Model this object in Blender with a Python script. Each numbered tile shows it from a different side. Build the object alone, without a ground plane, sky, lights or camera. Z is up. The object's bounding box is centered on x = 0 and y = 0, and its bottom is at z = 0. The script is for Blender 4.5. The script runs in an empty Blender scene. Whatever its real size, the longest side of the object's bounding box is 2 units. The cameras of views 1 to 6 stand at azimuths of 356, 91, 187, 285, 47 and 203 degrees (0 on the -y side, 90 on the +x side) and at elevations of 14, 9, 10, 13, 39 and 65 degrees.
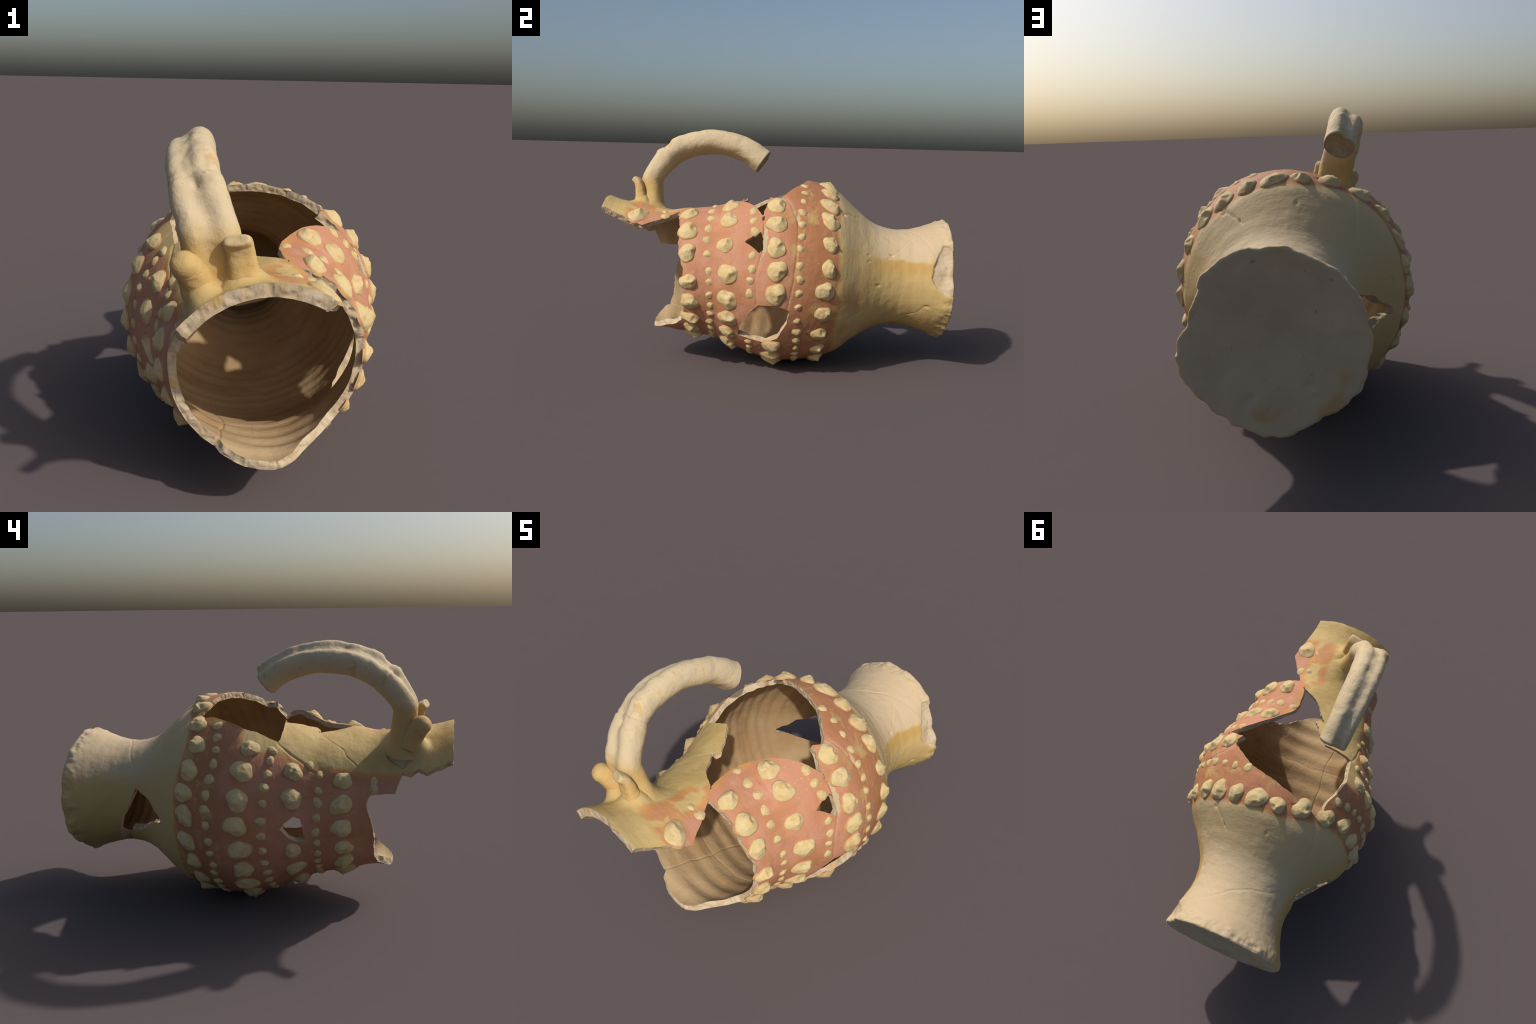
"""A broken ancient jug lying on its side: a thrown, slip-coated body covered in
rows of applied clay knobs, a plain flaring foot, a torn neck with an arched,
double-rolled handle.  Everything is modelled in the vessel's own frame:
local y runs along the turning axis (mouth -y, foot +y), local z is up,
and 'theta' is the angle around the axis (0 = up, +90 = local x)."""
import bpy, math, random
import numpy as np
from mathutils import Matrix

SEED = 7
rng = np.random.default_rng(SEED)

# ------------------------------------------------------------------ the frame
AXIS_POINT = np.array([-0.0104, 0.0, 0.5432])
AXIS_DIR = np.array([-0.00287, 0.99983, -0.01818]); AXIS_DIR /= np.linalg.norm(AXIS_DIR)
AXIS_UP = np.array([0, 0, 1.0]) - AXIS_DIR[2] * AXIS_DIR; AXIS_UP /= np.linalg.norm(AXIS_UP)
AXIS_SIDE = np.cross(AXIS_DIR, AXIS_UP)
FRAME = Matrix(((AXIS_SIDE[0], AXIS_DIR[0], AXIS_UP[0], AXIS_POINT[0]),
                (AXIS_SIDE[1], AXIS_DIR[1], AXIS_UP[1], AXIS_POINT[1]),
                (AXIS_SIDE[2], AXIS_DIR[2], AXIS_UP[2], AXIS_POINT[2]),
                (0, 0, 0, 1)))


def to_local(p):
    q = np.asarray(p, float) - AXIS_POINT
    return np.stack([q @ AXIS_SIDE, q @ AXIS_DIR, q @ AXIS_UP], -1)


# ------------------------------------------------------------------ small maths
def hash3(i, j, k, seed):
    n = (i * 374761393 + j * 668265263 + k * 2147483647 + seed * 974711) & 0xFFFFFFFF
    n = ((n ^ (n >> 13)) * 1274126177) & 0xFFFFFFFF
    n = ((n ^ (n >> 16)) * 2246822519) & 0xFFFFFFFF
    return ((n ^ (n >> 15)) & 0xFFFF) / 32767.5 - 1.0


def noise(p, scale, seed=0, octaves=1):
    """smooth value noise in -1..1 on points p (n,3)"""
    out = np.zeros(len(p)); amp = 1.0; tot = 0
    for o in range(octaves):
        q = p * scale * 2 ** o + 31.7 * (o + 1)
        f = np.floor(q).astype(np.int64); t = q - f; t = t * t * t * (t * (t * 6 - 15) + 10)
        acc = 0
        for a in (0, 1):
            for b in (0, 1):
                for c in (0, 1):
                    w = (t[:, 0] if a else 1 - t[:, 0]) * (t[:, 1] if b else 1 - t[:, 1]) * (t[:, 2] if c else 1 - t[:, 2])
                    acc = acc + w * hash3(f[:, 0] + a, f[:, 1] + b, f[:, 2] + c, seed + o * 17)
        out += amp * acc; tot += amp; amp *= 0.5
    return out / tot


def spline(xs, ys, x):
    """smooth curve through control points"""
    xs = np.asarray(xs, float); ys = np.asarray(ys, float); x = np.asarray(x, float)
    m = np.gradient(ys, xs, axis=0)
    i = np.clip(np.searchsorted(xs, x) - 1, 0, len(xs) - 2)
    h = xs[i + 1] - xs[i]; t = np.clip((x - xs[i]) / h, 0, 1)
    if ys.ndim > 1:
        h = h[:, None]; t = t[:, None]
    return ((2 * t ** 3 - 3 * t ** 2 + 1) * ys[i] + (t ** 3 - 2 * t ** 2 + t) * h * m[i]
            + (-2 * t ** 3 + 3 * t ** 2) * ys[i + 1] + (t ** 3 - t ** 2) * h * m[i + 1])


def smooth(a, b, x):
    t = np.clip((x - a) / (b - a), 0, 1)
    return t * t * (3 - 2 * t)


def wrap(deg, centre=0.0):
    return (np.asarray(deg, float) - centre + 180.0) % 360.0 - 180.0 + centre


# ------------------------------------------------------------------ vessel profile
FOOT_END = 0.996
PROFILE = [(-1.05, .402), (-.99, .390), (-.93, .372), (-.87, .362), (-.78, .352), (-.70, .348), (-.62, .348),
           (-.55, .366), (-.45, .388), (-.35, .406), (-.25, .447), (-.15, .489), (0, .536), (.12, .5345), (.25, .5117),
           (.36, .4692), (.46, .388), (.56, .3176), (.66, .2862), (.76, .2841), (.86, .3077), (.94, .336), (.975, .349), (1.0, .354)]
PH, PR = zip(*PROFILE)
# the foot's worn edge: radius around the disc
FOOT_EDGE = [(-180, .354), (-167, .342), (-150, .331), (-124, .350), (-104, .351), (-84, .355), (-58, .355), (-37, .354),
             (-24, .347), (-6, .354), (21, .353), (34, .352), (47, .346), (57, .328), (68, .322), (80, .326), (92, .360),
             (111, .363), (134, .343), (151, .342), (174, .356), (180, .354)]
FT, FR = zip(*FOOT_EDGE)


def wall(h, th):
    """outer radius of the smooth vessel at axis position h and angle th (degrees)"""
    h = np.asarray(h, float); th = wrap(th)
    r = spline(PH, PR, h)
    # plain panel under the handle was pressed flatter, torn neck sits off centre
    flat = np.interp(h, [-.85, -.7, -.58, -.5, -.35, -.2, -.05, .1], [.012, 0, -.018, -.028, -.045, -.042, -.02, 0])
    r = r + flat * np.exp(-((th + 8) / 30.0) ** 2)
    off = np.interp(h, [-1.0, -.75, -.5, -.3, 0, .2, .36], [.030, .036, .035, .024, .012, .007, 0])
    r = r + off * np.sin(np.radians(th))
    sag = np.interp(h, [-.45, -.25, 0, .25, .4], [0, .006, .011, .011, 0])
    r = r + sag * np.cos(np.radians(th))
    r = r + .011 * np.exp(-((h - .5) / .12) ** 2 - ((np.abs(th) - 118) / 26.0) ** 2)
    # lower left flank bellies out, foot stem leans a little
    r = r + .016 * np.exp(-((th + 128) / 30.0) ** 2) * smooth(-.68, -.5, h) * smooth(.28, .1, h)
    r = r + .010 * np.exp(-((wrap(th, 180) - 162) / 24.0) ** 2) * smooth(-.5, -.6, h)
    stem = smooth(.42, .55, h)
    r = r + stem * (.008 * np.sin(np.radians(th)) * smooth(1.0, .8, h) - .007 * np.cos(np.radians(th)))
    edge = np.interp(th, FT, FR)
    r = r + (edge - .351) * smooth(.86, .97, h)
    return r


def place(h, th, r):
    a = np.radians(th)
    return np.stack([r * np.sin(a), h + 0 * r, r * np.cos(a)], -1)


# ------------------------------------------------------------------ breaks (h, theta)
TOP_BREAK = [(-.545, 20), (-.487, 15.5), (-.449, 15), (-.392, 14), (-.331, 16), (-.26, 22), (-.219, 26), (-.161, 33),
             (-.114, 41), (-.084, 46.5), (-.074, 46.8), (-.075, 44), (-.05, 37), (-.045, 33), (0, 36), (.02, 34), (.066, 27),
             (.123, 18), (.153, 7.5), (.181, -3), (.203, -13), (.222, -20), (.247, -30), (.225, -33), (.184, -31.5),
             (.088, -34.5), (-.01, -39), (-.10, -40), (-.178, -42.5), (-.187, -40), (-.19, -30), (-.187, -20), (-.325, -6),
             (-.345, -8), (-.342, -15), (-.37, -10), (-.43, -3), (-.46, 2), (-.487, 9), (-.51, 16)]
MOUTH_BREAK = [(-.562, 25), (-.557, 31), (-.548, 40), (-.534, 53), (-.541, 61), (-.519, 76), (-.503, 82), (-.505, 89),
               (-.497, 99), (-.498, 114), (-.52, 130), (-.575, 142), (-.67, 157), (-.705, 166), (-.71, 187), (-.675, 203),
               (-.645, 207), (-.65, 209), (-.64, 221), (-.639, 244), (-.632, 258), (-.617, 269), (-.605, 278), (-.612, 285),
               (-.63, 288), (-.74, 289.5), (-.752, 297), (-.768, 307), (-.79, 306), (-.81, 305), (-.84, 310), (-.88, 306),
               (-.92, 310), (-1.0, 315), (-1.2, 315), (-1.2, 29), (-.99, 29), (-.92, 33), (-.86, 37), (-.80, 42), (-.757, 44.5),
               (-.70, 39), (-.645, 34), (-.58, 26)]
PETAL_HOLE = [(-.172, 64), (-.13, 60.5), (-.087, 58), (-.071, 61), (-.071, 69), (-.092, 71), (-.134, 67)]
PIN_HOLE = [(-.083, 48.5), (-.068, 47.5), (-.066, 50), (-.078, 51)]
SIDE_HOLE = [(-.089, 101), (0, 100), (.057, 102), (.082, 103), (.07, 111), (.045, 118), (.018, 124), (-.039, 129), (-.12, 130),
             (-.195, 130), (-.182, 120), (-.139, 109)]
EYE_HOLE = [(-.208, 263), (-.234, 267), (-.27, 270), (-.30, 268.5), (-.308, 262), (-.32, 252), (-.284, 252), (-.246, 256)]
FOOT_HOLE = [(.597, 286), (.56, 281), (.491, 276), (.45, 269), (.40, 266), (.394, 262), (.43, 262), (.50, 254), (.58, 241),
             (.65, 234), (.685, 220), (.71, 196), (.715, 184), (.735, 184), (.748, 200), (.745, 220), (.70, 245), (.65, 263), (.615, 277)]
BREAKS = [(TOP_BREAK, 0), (MOUTH_BREAK, 170), (PETAL_HOLE, 65), (PIN_HOLE, 49), (SIDE_HOLE, 115), (EYE_HOLE, 260), (FOOT_HOLE, 255)]
ARC = math.radians(1) * 0.46        # metres per degree used to measure distance on the unrolled wall


def outline_distance(pts, poly):
    """signed distance to a closed outline, negative inside"""
    x, y = pts[:, 0], pts[:, 1]
    best = np.full(len(pts), 9.0); inside = np.zeros(len(pts), bool)
    for (ax, ay), (bx, by) in zip(poly, poly[1:] + poly[:1]):
        dx, dy = bx - ax, by - ay
        t = np.clip(((x - ax) * dx + (y - ay) * dy) / (dx * dx + dy * dy), 0, 1)
        best = np.minimum(best, np.hypot(x - ax - t * dx, y - ay - t * dy))
        if ay != by:
            inside ^= ((ay > y) != (by > y)) & (x < ax + (y - ay) * dx / dy)
    return np.where(inside, -best, best)


def kept(h, th, jag=None):
    """positive where clay is left"""
    d = np.full(h.shape, 9.0)
    jh, jt = (0, 0) if jag is None else jag
    for poly, c in BREAKS:
        pts = np.stack([h + jh, wrap(th, c) * ARC + jt], -1)
        d = np.minimum(d, outline_distance(pts, [(a, b * ARC) for a, b in poly]))
    rim = h + .998 + (0 if jag is None else jh)
    return np.minimum(d, rim)


def line_distance(h, th, line):
    c = np.mean([b for a, b in line])
    x, y = h, wrap(th, c) * ARC
    best = np.full(h.shape, 9.0)
    for (ax, at), (bx, bt) in zip(line[:-1], line[1:]):
        ay, by = at * ARC, bt * ARC
        dx, dy = bx - ax, by - ay
        t = np.clip(((x - ax) * dx + (y - ay) * dy) / (dx * dx + dy * dy), 0, 1)
        best = np.minimum(best, np.hypot(x - ax - t * dx, y - ay - t * dy))
    return best


# joins between the glued sherds: (line, depth, half width)
CRACKS = [([(-.078, 50), (-.07, 58), (-.073, 71), (-.095, 80), (-.103, 87), (-.093, 101)], .006, .007),
          ([(.04, 36), (.072, 41), (.112, 54), (.107, 69), (.096, 87), (.075, 102)], .005, .005),
          ([(.27, 38), (.304, 38), (.355, 37), (.41, 32), (.461, 27)], .006, .006),
          ([(.30, -33), (.384, -40), (.437, -45), (.501, -54), (.58, -65), (.594, -74)], .004, .006),
          ([(.895, 62), (.855, 44), (.808, 24), (.744, 6), (.70, -12), (.667, -37), (.60, -60)], .003, .004),
          ([(.80, 26), (.748, 38), (.68, 54), (.617, 65)], .003, .004),
          ([(-.18, -43), (-.233, -48), (-.292, -52), (-.35, -58), (-.423, -63), (-.468, -69), (-.444, -74), (-.305, -79)], .005, .006),
          ([(-.578, -55), (-.609, -62), (-.603, -71)], .004, .005),
          ([(-.345, -14), (-.43, -28), (-.483, -35), (-.495, -40), (-.56, -50)], .003, .004),
          ([(-.56, 24), (-.52, 17)], .004, .005),
          ([(-.19, 120), (-.26, 124), (-.30, 140), (-.28, 165)], .003, .005),
          ([(.08, 118), (.2, 122), (.36, 118), (.5, 112)], .002, .005),
          ([(.85, 112), (.80, 124), (.72, 133)], .004, .005)]
INNER_CRACKS = [([(-.66, 208), (-.56, 203), (-.42, 200), (-.2, 196), (.1, 199)], .005, .005),
                ([(-.35, 140), (-.36, 190), (-.33, 230), (-.30, 250)], .002, .005)]
PITS = [(.366, 37, .010, .008), (.44, 29, .008, .006), (.51, 63, .006, .008), (.51, 69, .006, .008), (.647, 58, .007, .010),
        (.57, 91, .006, .012), (.332, 110, .006, .02), (.857, 113, .006, .012), (.20, 40, .004, .01), (.42, -6, .005, .01)]


# flakes lost from the surface: (outline, depth); the bare break shows
FLAKES = [([(.935, 47), (.90, 61), (.878, 70), (.871, 82), (.90, 92), (.935, 96), (1.01, 101), (1.01, 58), (.965, 49)], .013),
          ([(.26, -27), (.225, -20), (.245, -13), (.285, -16), (.29, -24)], .006),
          ([(.05, 41), (.035, 36), (.0, 34), (.01, 39)], .005),
          ([(-.075, 52), (-.052, 56), (-.045, 62), (-.05, 69), (-.07, 73), (-.08, 62)], .005),
          ([(.105, 44), (.118, 48), (.125, 54), (.112, 55), (.098, 49)], .005),
          ([(-.77, -50), (-.74, -46), (-.70, -41), (-.685, -34), (-.70, -31), (-.74, -38), (-.79, -44)], .012)]
# clay smeared up round the roots of handle and lugs: (h, theta, half length, half width, height, reach)
ROOTS = [(-.755, -21, .062, .102, .066, .070), (-.806, -10, .036, .052, .052, .075), (-.820, -31, .046, .052, .058, .058)]


def thickness(h, th):
    t = np.interp(h, [-1.0, -.9, -.75, -.6, -.3, 0, .3, .5, .8, .95], [.044, .042, .034, .033, .032, .032, .034, .042, .05, .05])
    panel = np.exp(-((wrap(th) + 8) / 30.0) ** 2) * smooth(-.62, -.5, h) * (1 - smooth(-.2, -.05, h))
    return t - .012 * panel


# ------------------------------------------------------------------ materials
def node_tools(name):
    mat = bpy.data.materials.new(name); mat.use_nodes = True
    nt = mat.node_tree; nt.nodes.clear()
    out = nt.nodes.new('ShaderNodeOutputMaterial'); bsdf = nt.nodes.new('ShaderNodeBsdfPrincipled')
    nt.links.new(bsdf.outputs[0], out.inputs[0])
    return mat, nt, bsdf


class Graph:
    def __init__(self, nt):
        self.nt = nt
        self.co = nt.nodes.new('ShaderNodeTexCoord').outputs['Object']

    def put(self, sock, v):
        if hasattr(v, 'is_linked') or isinstance(v, bpy.types.NodeSocket):
            self.nt.links.new(v, sock)
        elif v is not None:
            sock.default_value = v

    def math(self, op, a, b=None, c=None, clamp=False):
        n = self.nt.nodes.new('ShaderNodeMath'); n.operation = op; n.use_clamp = clamp
        for s, v in zip(n.inputs, (a, b, c)):
            self.put(s, v)
        return n.outputs[0]

    def noise(self, scale, detail=3, rough=.55, stretch=(1, 1, 1), shift=0.0, distort=0.0):
        m = self.nt.nodes.new('ShaderNodeMapping'); self.nt.links.new(self.co, m.inputs['Vector'])
        m.inputs['Scale'].default_value = stretch; m.inputs['Location'].default_value = (shift, shift * .7, -shift)
        n = self.nt.nodes.new('ShaderNodeTexNoise'); self.nt.links.new(m.outputs[0], n.inputs['Vector'])
        n.inputs['Scale'].default_value = scale; n.inputs['Detail'].default_value = detail
        n.inputs['Roughness'].default_value = rough; n.inputs['Distortion'].default_value = distort
        return n.outputs['Fac']

    def voronoi(self, scale, feature='F1'):
        n = self.nt.nodes.new('ShaderNodeTexVoronoi'); n.feature = feature
        self.nt.links.new(self.co, n.inputs['Vector']); n.inputs['Scale'].default_value = scale
        return n.outputs['Distance']

    def step(self, x, lo, hi):
        n = self.nt.nodes.new('ShaderNodeMapRange'); n.interpolation_type = 'SMOOTHSTEP'
        self.put(n.inputs['Value'], x); self.put(n.inputs['From Min'], lo); self.put(n.inputs['From Max'], hi)
        return n.outputs[0]

    def mix(self, fac, a, b):
        n = self.nt.nodes.new('ShaderNodeMix'); n.data_type = 'RGBA'
        self.put(n.inputs[0], fac)
        for s, v in ((n.inputs[6], a), (n.inputs[7], b)):
            self.put(s, v if isinstance(v, bpy.types.NodeSocket) else (*v, 1))
        return n.outputs[2]

    def bump(self, bsdf, height, strength, dist=.01):
        n = self.nt.nodes.new('ShaderNodeBump'); n.inputs['Strength'].default_value = strength
        n.inputs['Distance'].default_value = dist
        self.put(n.inputs['Height'], height); self.nt.links.new(n.outputs[0], bsdf.inputs['Normal'])

    def xyz(self):
        n = self.nt.nodes.new('ShaderNodeSeparateXYZ'); self.nt.links.new(self.co, n.inputs[0])
        return n.outputs


def srgb(r, g, b):
    return tuple((c / 255 / 12.92) if c <= 10 else ((c / 255 + .055) / 1.055) ** 2.4 for c in (r, g, b))


RED = srgb(170, 117, 83)
PINK = srgb(187, 136, 110)
BROWN_RED = srgb(152, 102, 60)
CREAM = srgb(186, 164, 128)
YELLOW = srgb(180, 154, 98)
OCHRE = srgb(172, 128, 56)
PALE = srgb(192, 171, 140)
BUFF = srgb(162, 133, 97)


def slip_material():
    """outer wall: red slip on the knobbed zone, bare yellow clay on panel, neck and foot"""
    mat, nt, bsdf = node_tools('painted_clay_slip'); g = Graph(nt)
    x, h, z = g.xyz()
    th = g.math('MULTIPLY', g.math('ARCTAN2', x, z), 57.29578)
    n_edge = g.math('SUBTRACT', g.noise(9, 4), .5)
    n_big = g.math('SUBTRACT', g.noise(4, 3, shift=3), .5)
    # where the red slip lies
    hh = g.math('ADD', h, g.math('MULTIPLY', n_edge, .05))
    dip = g.math('DIVIDE', g.math('ADD', th, 42), 26)
    dip = g.math('EXPONENT', g.math('MULTIPLY', g.math('MULTIPLY', dip, dip), -1))
    limit = g.math('SUBTRACT', g.math('SUBTRACT', .332, g.math('MULTIPLY', g.step(th, -20, -70), .03)), g.math('MULTIPLY', dip, .065))
    foot_side = g.step(g.math('SUBTRACT', hh, limit), .012, -.012)
    # bare panel under the handle
    tt = g.math('ADD', th, g.math('MULTIPLY', n_edge, 14))
    left = g.math('ADD', -56, g.math('MULTIPLY', g.step(hh, -.30, -.08), 14))
    right = g.math('ADD', 17, g.math('MULTIPLY', g.step(hh, -.52, -.60), 8))
    panel = g.math('MULTIPLY', g.step(g.math('SUBTRACT', tt, left), -4, 5), g.step(g.math('SUBTRACT', tt, right), 5, -5))
    panel = g.math('MULTIPLY', panel, g.step(hh, .0, -.05))
    edge_l = g.math('MULTIPLY', g.math('MULTIPLY', g.step(tt, -54, -50), g.step(tt, -20, -30)),
                    g.math('MULTIPLY', g.step(hh, .0, -.03), g.step(hh, -.3, -.2)))
    panel = g.math('MAXIMUM', panel, edge_l)
    neck = g.step(hh, -.80, -.88)
    bare = g.math('MAXIMUM', panel, neck)
    # orange patches fade through the torn shoulder
    patch = g.math('MULTIPLY', g.step(g.noise(7, 3, shift=8), .48, .58), g.step(hh, -.88, -.8))
    patch = g.math('MULTIPLY', patch, g.math('MULTIPLY', g.step(hh, -.54, -.60), g.step(tt, 2, 12)))
    bare = g.math('MULTIPLY', bare, g.math('SUBTRACT', 1, g.math('MULTIPLY', patch, .8)))
    red = g.math('MULTIPLY', foot_side, g.math('SUBTRACT', 1, bare))
    # red slip colours
    col = g.mix(g.step(g.noise(6, 4, .6), .40, .70), RED, PINK)
    col = g.mix(g.math('MULTIPLY', g.step(g.noise(16, 5, .7, shift=21), .45, .7), .5), col, srgb(188, 126, 78))
    pinkness = g.math('MULTIPLY', g.step(h, .02, -.2), g.step(g.noise(3, 3, shift=5, stretch=(1, 2, 1)), .35, .65))
    col = g.mix(g.math('MULTIPLY', pinkness, .5), col, PINK)
    col = g.mix(g.math('MULTIPLY', g.step(h, .0, .14), .75), col, g.mix(g.noise(10, 4), BROWN_RED, RED))
    col = g.mix(g.math('MULTIPLY', g.step(g.noise(11, 4, .65, shift=9), .52, .66), g.math('MULTIPLY', g.step(h, .02, .12), .75)), col, YELLOW)
    col = g.mix(g.math('MULTIPLY', g.step(g.noise(14, 3, .5, stretch=(.5, 1.5, .5), shift=2), .58, .72), .45), col, srgb(164, 108, 96))
    col = g.mix(g.math('MULTIPLY', g.step(g.noise(85, 2, .5, shift=4), .66, .74), .55), col, PALE)
    # bare clay colours
    bare_col = g.mix(g.step(g.noise(5, 4, .6, shift=6), .35, .65), YELLOW, srgb(192, 166, 112))
    bare_col = g.mix(g.math('MULTIPLY', g.step(g.noise(9, 3, .6, shift=12), .60, .72), .45), bare_col, OCHRE)
    # foot: pale sherd above, yellower clay below
    foot_up = g.math('MULTIPLY', g.step(tt, 66, 62), g.step(tt, -75, -55))
    foot_col = g.mix(foot_up, g.mix(g.noise(4, 3, shift=1), YELLOW, srgb(190, 164, 112)), g.mix(g.noise(5, 4), PALE, CREAM))
    stripe = g.math('MULTIPLY', g.math('MULTIPLY', g.step(tt, 63, 67), g.step(tt, 88, 70)), g.step(h, .45, .62))
    foot_col = g.mix(g.math('MULTIPLY', stripe, .75), foot_col, srgb(178, 142, 78))
    yellower_band = g.math('MULTIPLY', g.step(h, .62, .45), .6)
    foot_col = g.mix(yellower_band, foot_col, srgb(186, 160, 110))
    blush = g.math('MULTIPLY', g.math('MULTIPLY', g.step(tt, 70, 95), g.step(h, .58, .42)), g.math('MULTIPLY', g.step(n_big, -.05, .2), .6))
    foot_col = g.mix(blush, foot_col, BROWN_RED)
    clay = g.mix(g.step(h, .2, .3), bare_col, foot_col)
    col = g.mix(red, clay, col)
    # warm fringe where the slip thins out
    fringe = g.math('MULTIPLY', g.math('MULTIPLY', red, g.math('SUBTRACT', 1, red)), 2.5)
    col = g.mix(fringe, col, srgb(190, 130, 70))
    col = g.mix(g.math('MULTIPLY', g.step(g.noise(38, 3, .6, shift=15), .68, .75), .35), col, srgb(120, 92, 60))
    g.put(bsdf.inputs['Base Color'], col)
    bsdf.inputs['Roughness'].default_value = .72
    bsdf.inputs['Specular IOR Level'].default_value = .3
    fine = g.math('ADD', g.math('MULTIPLY', g.noise(60, 4, .6), .5), g.noise(22, 4, .6, stretch=(.5, 1.6, .5)))
    g.bump(bsdf, fine, .35, .008)
    return mat


def inner_material():
    mat, nt, bsdf = node_tools('bare_clay_inside'); g = Graph(nt)
    x, h, z = g.xyz()
    col = g.mix(g.step(g.noise(4, 4, .6), .35, .65), BUFF, srgb(172, 146, 110))
    col = g.mix(g.math('MULTIPLY', g.step(g.noise(7, 3, .6, stretch=(.4, 2, .4), shift=4), .55, .7), .5), col, srgb(144, 110, 70))
    col = g.mix(g.math('MULTIPLY', g.step(h, -.45, -.65), .6), col, srgb(180, 155, 120))
    g.put(bsdf.inputs['Base Color'], col)
    bsdf.inputs['Roughness'].default_value = .85
    bsdf.inputs['Specular IOR Level'].default_value = .2
    g.bump(bsdf, g.math('ADD', g.noise(50, 4, .6), g.noise(18, 3, .6, stretch=(.4, 2.5, .4))), .3, .008)
    return mat


def break_material():
    mat, nt, bsdf = node_tools('broken_clay_edge'); g = Graph(nt)
    col = g.mix(g.step(g.noise(12, 4, .65), .35, .65), srgb(190, 172, 145), srgb(176, 154, 122))
    col = g.mix(g.math('MULTIPLY', g.step(g.noise(30, 3, .6, shift=3), .6, .72), .5), col, srgb(166, 142, 110))
    col = g.mix(g.math('MULTIPLY', g.step(g.noise(8, 2, .6, shift=7), .64, .72), .6), col, srgb(186, 146, 64))
    g.put(bsdf.inputs['Base Color'], col)
    bsdf.inputs['Roughness'].default_value = .9
    bsdf.inputs['Specular IOR Level'].default_value = .2
    g.bump(bsdf, g.math('ADD', g.noise(70, 4, .7), g.noise(28, 3, .6)), .3, .008)
    return mat


def base_material():
    mat, nt, bsdf = node_tools('foot_underside'); g = Graph(nt)
    x, h, z = g.xyz()
    col = g.mix(g.step(g.noise(5, 4, .6), .3, .7), srgb(186, 168, 140), srgb(174, 156, 128))
    ring = g.math('SQRT', g.math('ADD', g.math('MULTIPLY', x, x), g.math('MULTIPLY', z, z)))
    stain = g.math('MULTIPLY', g.step(g.math('ADD', ring, g.math('MULTIPLY', g.noise(6, 2), .1)), .29, .36), g.step(g.noise(3.2, 2, shift=2), .56, .68))
    col = g.mix(g.math('MULTIPLY', stain, .8), col, srgb(170, 138, 80))
    col = g.mix(g.math('MULTIPLY', g.step(g.noise(26, 2, .5, shift=11), .70, .76), .6), col, srgb(140, 112, 82))
    g.put(bsdf.inputs['Base Color'], col)
    bsdf.inputs['Roughness'].default_value = .85
    bsdf.inputs['Specular IOR Level'].default_value = .2
    g.bump(bsdf, g.noise(40, 4, .6), .3, .008)
    return mat


def knob_material():
    mat, nt, bsdf = node_tools('yellow_clay_knob'); g = Graph(nt)
    rnd = nt.nodes.new('ShaderNodeObjectInfo').outputs['Random']
    base = g.mix(rnd, srgb(198, 176, 126), srgb(188, 166, 120))
    mv = nt.nodes.new('ShaderNodeVectorMath'); mv.operation = 'ADD'
    nt.links.new(g.co, mv.inputs[0])
    sh = nt.nodes.new('ShaderNodeCombineXYZ')
    for i_, k_ in enumerate((37.0, 61.0, 23.0)):
        g.put(sh.inputs[i_], g.math('MULTIPLY', rnd, k_))
    nt.links.new(sh.outputs[0], mv.inputs[1])
    plain_co = g.co; g.co = mv.outputs[0]
    col = g.mix(g.step(g.noise(1.6, 3, .6), .42, .68), base, srgb(200, 180, 136))
    col = g.mix(g.math('MULTIPLY', g.step(g.noise(1.5, 3, .6, shift=4, stretch=(1, 1, 1.5)), .54, .68), .55), col, srgb(184, 142, 66))
    col = g.mix(g.math('MULTIPLY', g.step(g.noise(7, 2, .6, shift=9), .70, .76), .5), col, srgb(150, 112, 60))
    g.co = plain_co
    x, y, z = g.xyz()
    skirt = g.step(g.math('ADD', z, g.math('MULTIPLY', g.math('SUBTRACT', g.noise(3, 3, .6, shift=2), .5), .34)), .17, .0)
    col = g.mix(g.math('MULTIPLY', skirt, .75), col, srgb(180, 132, 88))
    g.put(bsdf.inputs['Base Color'], col)
    bsdf.inputs['Roughness'].default_value = .75
    bsdf.inputs['Specular IOR Level'].default_value = .3
    g.bump(bsdf, g.noise(5, 4, .65), .5, .004)
    return mat


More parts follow.
